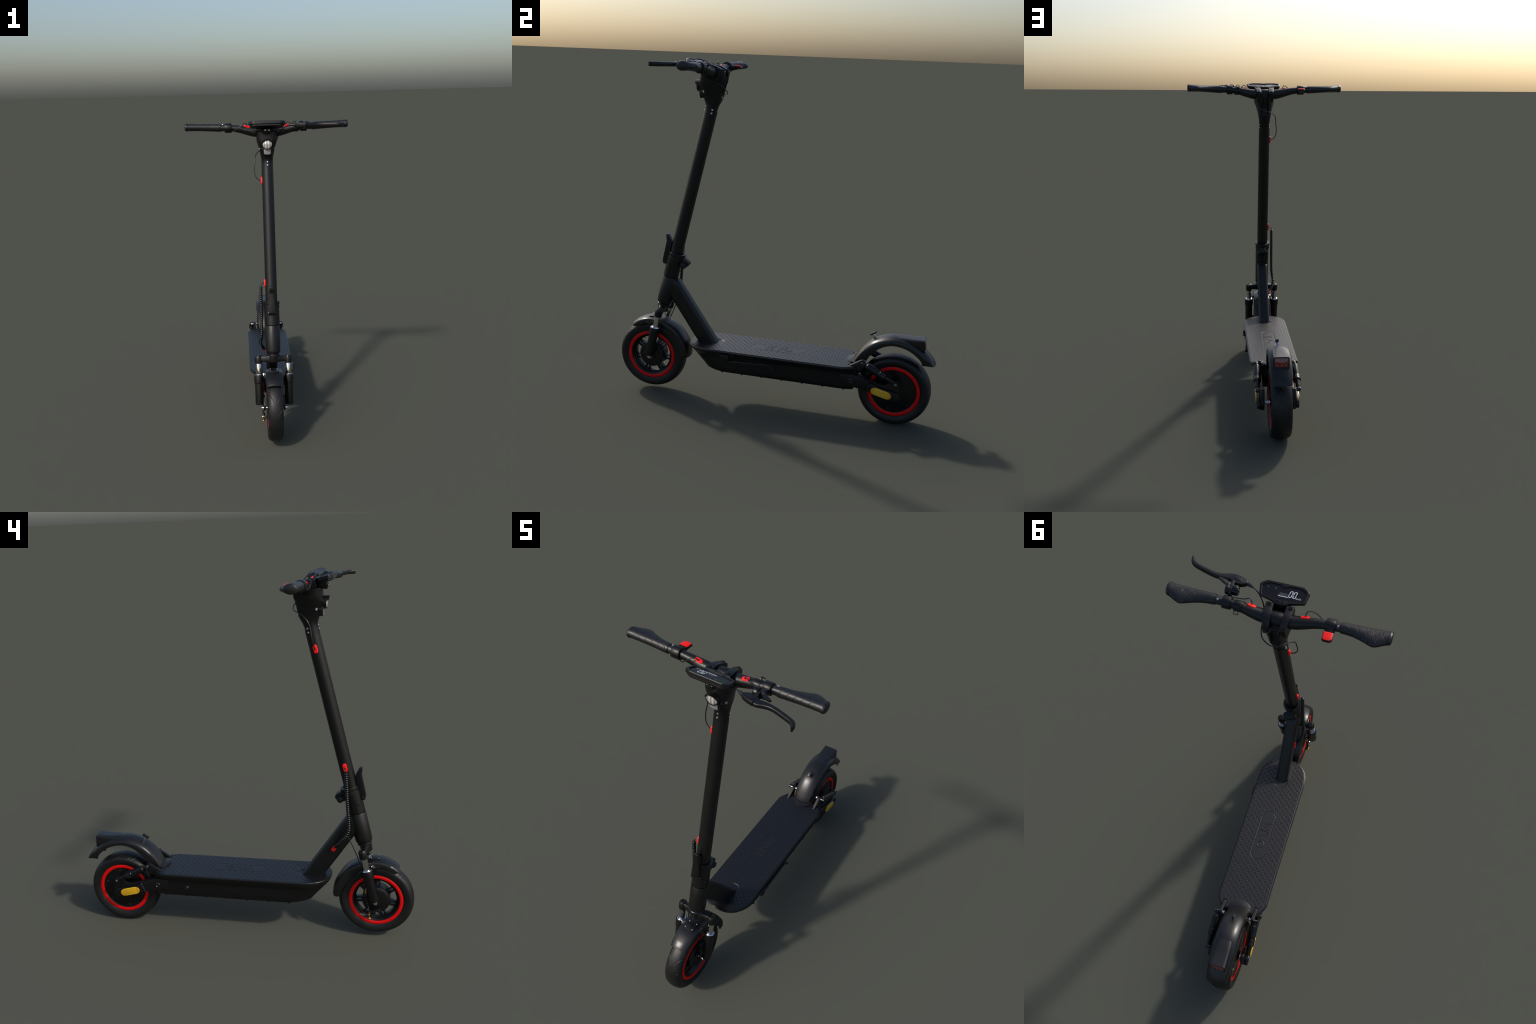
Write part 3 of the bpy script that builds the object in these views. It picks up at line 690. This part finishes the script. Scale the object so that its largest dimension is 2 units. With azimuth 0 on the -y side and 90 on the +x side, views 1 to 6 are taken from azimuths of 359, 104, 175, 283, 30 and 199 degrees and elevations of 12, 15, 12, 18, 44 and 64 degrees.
# ------------------------------------------------------------------ display
TD = math.radians(15.5)
DU = Vector((0, math.cos(TD), -math.sin(TD))); DN = Vector((0, math.sin(TD), math.cos(TD)))
DC = Vector((0, -.4745, 1.9838))
def dm(u, v, w): return DC+Vector((u, 0, 0))+DU*v+DN*w
out = [(-.086, -.0475), (.086, -.0475), (.1145, -.0270), (.1050, .0240), (.100, .0280), (.036, .0430), (.022, .0545), (-.022, .0545), (-.036, .0430), (-.100, .0280), (-.1050, .0240), (-.1145, -.0270)]
o = rounded(out, .006, 4)
scr = [(-.073, -.0380), (-.018, -.0380), (-.012, -.0300), (.012, -.0300), (.018, -.0380), (.073, -.0380), (.101, -.0215), (.0935, .0200), (.034, .0305), (-.034, .0305), (-.0935, .0200), (-.101, -.0215)]
sc = rounded(scr, .004, 4)
def polar(poly, n=240):
    """resample a star-shaped outline at even angles"""
    P = np.array(poly); res = []
    for i in range(n):
        a = 2*pi*i/n; d = np.array([math.cos(a), math.sin(a)]); best = 0
        for k in range(len(P)):
            p, q = P[k], P[(k+1) % len(P)]; e = q-p; det = d[0]*(-e[1])+e[0]*d[1]
            if abs(det) < 1e-12: continue
            t = (p[0]*(-e[1])+e[0]*p[1])/det; u = (d[0]*p[1]-d[1]*p[0])/det
            if -1e-9 <= u <= 1+1e-9 and t > best: best = t
        res.append(d*best)
    return res
disp = prism("display", o, dm, -.0155, -.0020, PLASTIC, bar, bevel=.0010, seg=1)
prism("display_shell", rounded([(u*.935, v*.86) for u, v in out], .006, 4), dm, -.0280, -.0150, PLASTIC, disp, bevel=.004, seg=3)
PO, PI = polar(o), polar(sc); m = len(PO)
lay = [(PO, 1.0, -.0030), (PO, 1.0, .0000), (PO, .992, .0022), (PO, .972, .0034), (PI, 1.02, .0034), (PI, 1.0, .0026), (PI, 1.0, -.0030)]
V = [dm(p[0]*k, p[1]*k, w) for P, k, w in lay for p in P]
mobj("bezel", V, grid_faces(len(lay), m, True, True), PLASTIC, disp, ang=30)
prism("screen", [(u*1.005, v*1.005) for u, v in sc], dm, -.0025, -.0012, SCREEN, disp, bevel=0)
prism("button", rounded([(-.030, .0335), (-.002, .0345), (-.002, .0500), (-.018, .0500)], .003), dm, .0025, .0046, PLASTIC, disp, bevel=.0006)
prism("button", rounded([(.030, .0335), (.002, .0345), (.002, .0500), (.018, .0500)], .003), dm, .0025, .0046, PLASTIC, disp, bevel=.0006)
# seven-segment digits; rider reads from +y, so right is -x and up is -y
def seg0(cu, cv, w, h, t, material, parent, slant=.18):
    for pts in ([(-w, -h), (w, -h)], [(-w, h), (w, h)], [(-w, -h), (-w, 0)], [(-w, 0), (-w, h)], [(w, -h), (w, 0)], [(w, 0), (w, h)]):
        (a, b), (c, d) = pts; dx, dy = c-a, d-b; Ls = math.hypot(dx, dy); dx /= Ls; dy /= Ls; g = t*.35
        a += dx*g; b += dy*g; c -= dx*g; d -= dy*g; nx, ny = -dy*t/2, dx*t/2
        q = [(a+nx, b+ny), (c+nx, d+ny), (c-nx, d-ny), (a-nx, b-ny)]
        prism("digit_segment", [(cu-(x-slant*y), cv+y) for x, y in q], dm, -.00115, -.0008, material, parent, bevel=0)
scrn = disp
for cu in (-.033, -.0515): seg0(cu, -.004, .0058, .0140, .0036, WHITE, disp)
for i in range(5): seg0(.014-.0088*i-(.003 if i == 4 else 0), .0030, .0026, .0055, .0016, DIM, disp)
for i in range(5): prism("battery_cell", [(.017-.0088*i-x, .0125+y) for x, y in ((-.0036, -.0018), (.0036, -.0018), (.0032, .0018), (-.0040, .0018))], dm, -.00115, -.0008, WHITE, disp, bevel=0)
prism("battery_line", [(.030, .0090), (.018, .0068), (.018, .0076), (.030, .0098)], dm, -.00115, -.0008, DIM, disp, bevel=0)
prism("battery_line", [(-.030, .0165), (-.022, .0120), (-.022, .0128), (-.030, .0173)], dm, -.00115, -.0008, DIM, disp, bevel=0)
for k in range(2):
    prism("mode_mark", [(.040+x, -.0215+y) for x, y in (((-.004, 0), (-.0052, .006), (-.0040, .006), (-.0028, 0)) if k else ((.003, 0), (.0042, .006), (.0030, .006), (.0018, 0)))], dm, -.00115, -.0008, DIM, disp, bevel=0)
prism("mode_mark", [(.043, -.0222), (.036, -.0222), (.036, -.0210), (.043, -.0210)], dm, -.00115, -.0008, DIM, disp, bevel=0)
prism("status_light", pill((.074, -.0195), .0045, .0045), dm, -.00115, -.0007, GREEN, disp, bevel=0)
def text(body, size, cu, cv, material, parent, name):
    cu_ = bpy.data.curves.new(name, 'FONT'); cu_.body = body; cu_.size = size; cu_.align_x = 'CENTER'; cu_.resolution_u = 2
    tmp = bpy.data.objects.new(name, cu_); bpy.context.scene.collection.objects.link(tmp)
    dg = bpy.context.evaluated_depsgraph_get(); me = bpy.data.meshes.new_from_object(tmp.evaluated_get(dg))
    for v in me.vertices: v.co = dm(cu-v.co.x, cv-v.co.y, -.0009)
    me.materials.append(material); bpy.data.objects.remove(tmp)
    return link(bpy.data.objects.new(name, me), parent)
text("km/h", .0120, -.0705, .0135, WHITE, disp, "speed_unit")
# foot under the display
lathe("display_mount", [(0, -.012), (.034, -.012), (.036, -.006), (.035, .012), (.030, .018), (0, .019)], (0, -.452, 1.939), (0, -.35, 1), GLOSS, disp, seg=40)
for s in (1, -1):
    screw((s*.0125, -.4895, 1.9405), (0, -1, .1), .0045, .004, STEEL, disp)

# ------------------------------------------------------------------ cables
CAB = mat("cable_sheath", (.010, .010, .0105), .38)
tube("cable", [(.145, -.4865, 1.968), (.118, -.472, 1.960), (.088, -.446, 1.932), (.072, -.414, 1.900), (.0695, -.380, 1.884), (.067, -.345, 1.870), (.058, -.320, 1.855), (.040, -.308, 1.839), (.012, -.304, 1.823), (-.016, -.316, 1.813), (-.042, -.340, 1.807), (-.064, -.368, 1.791), (-.0755, -.391, 1.767), (-.0780, -.405, 1.732), (-.0825, -.412, 1.690), (-.0770, -.419, 1.653), (-.060, -.423, 1.630), (-.040, -.4255, 1.6215)], .0028, CAB, None, seg=10)
tube("cable", [(.1215, -.397, 1.962), (.123, -.402, 1.974), (.131, -.408, 1.984), (.142, -.412, 1.981), (.158, -.414, 1.968), (.185, -.416, 1.960), (.214, -.414, 1.962)], .0024, CAB, None, seg=10)
tube("cable", [(-.1215, -.397, 1.962), (-.124, -.404, 1.976), (-.134, -.412, 1.983), (-.150, -.421, 1.975), (-.175, -.424, 1.955), (-.198, -.416, 1.938), (-.220, -.404, 1.934)], .0024, CAB, None, seg=10)
SLEEVE = mat("sleeve_plastic", (.0045, .0045, .0045), .34, spec=.5)
class Bead:
    step = .0016
    def __call__(self, s): return .0070+.0034*abs(math.sin(pi*s/.0122))**.8
CP = [(-.0640, -.5800, .974), (-.0640, -.5815, .960), (-.0645, -.5850, .88), (-.0645, -.5885, .80), (-.0650, -.5955, .70), (-.0680, -.5965, .655), (-.0735, -.5850, .622), (-.0745, -.5650, .598), (-.066, -.5400, .567), (-.052, -.5240, .545)]
coil = tube("coiled_sleeve", CP, Bead(), SLEEVE, None, seg=16, n=14, ang=80)
tube("cable", [(-.042, -.574, .995), (-.054, -.5765, .994), (-.0615, -.579, .985), (-.064, -.580, .972)], .0028, CAB, None, seg=10)
tube("cable", [(-.052, -.524, .545), (-.047, -.518, .536), (-.040, -.5136, .529)], .0028, CAB, None, seg=10)
tube("cable", [(-.074, -.588, .626), (-.0735, -.600, .600), (-.072, -.625, .545), (-.071, -.655, .470), (-.068, -.668, .430), (-.064, -.678, .370), (-.066, -.690, .305)], .0026, CAB, None, seg=10)

# drum brake arm with beaded boot and brass adjuster
arm = prism("brake_arm", rounded([(-.775, .176), (-.760, .190), (-.735, .178), (-.712, .172), (-.694, .176), (-.688, .162), (-.712, .152), (-.745, .158), (-.766, .160)], .005), YZ, -.068, -.060, PLASTIC, None, bevel=.0015)
cyl("brake_pivot", (-.040, -.765, .176), (-.073, -.765, .176), .0075, DARKSTEEL, arm, seg=20)
box("brake_nut", (-.066, -.752, .163), (.012, .016, .014), STEEL, arm, bevel=.002)
class Boot:
    step = .0012
    def __call__(self, s): return .0036+.0030*abs(math.sin(pi*s/.0145))
tube("brake_boot", [(-.068, -.692, .272), (-.070, -.697, .235), (-.071, -.703, .200), (-.071, -.708, .170)], Boot(), GLOSS, arm, seg=14)
cyl("cable_adjuster", (-.067, -.690, .312), (-.068, -.692, .275), .0048, BRASS, arm, seg=14)
lathe("adjuster_nut", [(0, -.004), (.0075, -.004), (.0085, 0), (.0075, .004), (0, .004)], (-.0675, -.691, .288), (0, -.1, 1), BRASS, arm, seg=6)
cyl("cable_anchor", (-.060, -.7095, .155), (-.079, -.7095, .155), .0075, BRASS, arm, seg=16)
lathe("anchor_nut", [(0, -.005), (.005, -.005), (.0095, 0), (.0075, .005), (0, .005)], (-.0705, -.7125, .132), (0, -.1, 1), BRASS, arm, seg=12)
cyl("brake_wire", (-.071, -.709, .17), (-.0695, -.716, .104), .0016, BRASS, arm, seg=8)

# the rear fender and its lamp sit slightly off the centre line, like the wheel below them
for ob in [rfender]+list(rfender.children_recursive):
    if ob.type == 'MESH' and ob.name.split('.')[0] not in ("fender_foot",):
        ob.data.transform(Matrix.Translation((FX*.85, 0, 0)))

# hierarchy: thing > part > sub-part
PROMOTE = ("display", "headlamp", "kickstand", "lever_body", "throttle", "brake_clamp", "fork_leg", "grip", "side_reflector")
for ob in list(ROOT.children_recursive):
    if ob.name.split('.')[0] in PROMOTE: ob.parent = ROOT
for ob in list(ROOT.children_recursive):
    chain = [ob]
    while chain[-1].parent is not ROOT: chain.append(chain[-1].parent)
    if len(chain) > 2: ob.parent = chain[-1]
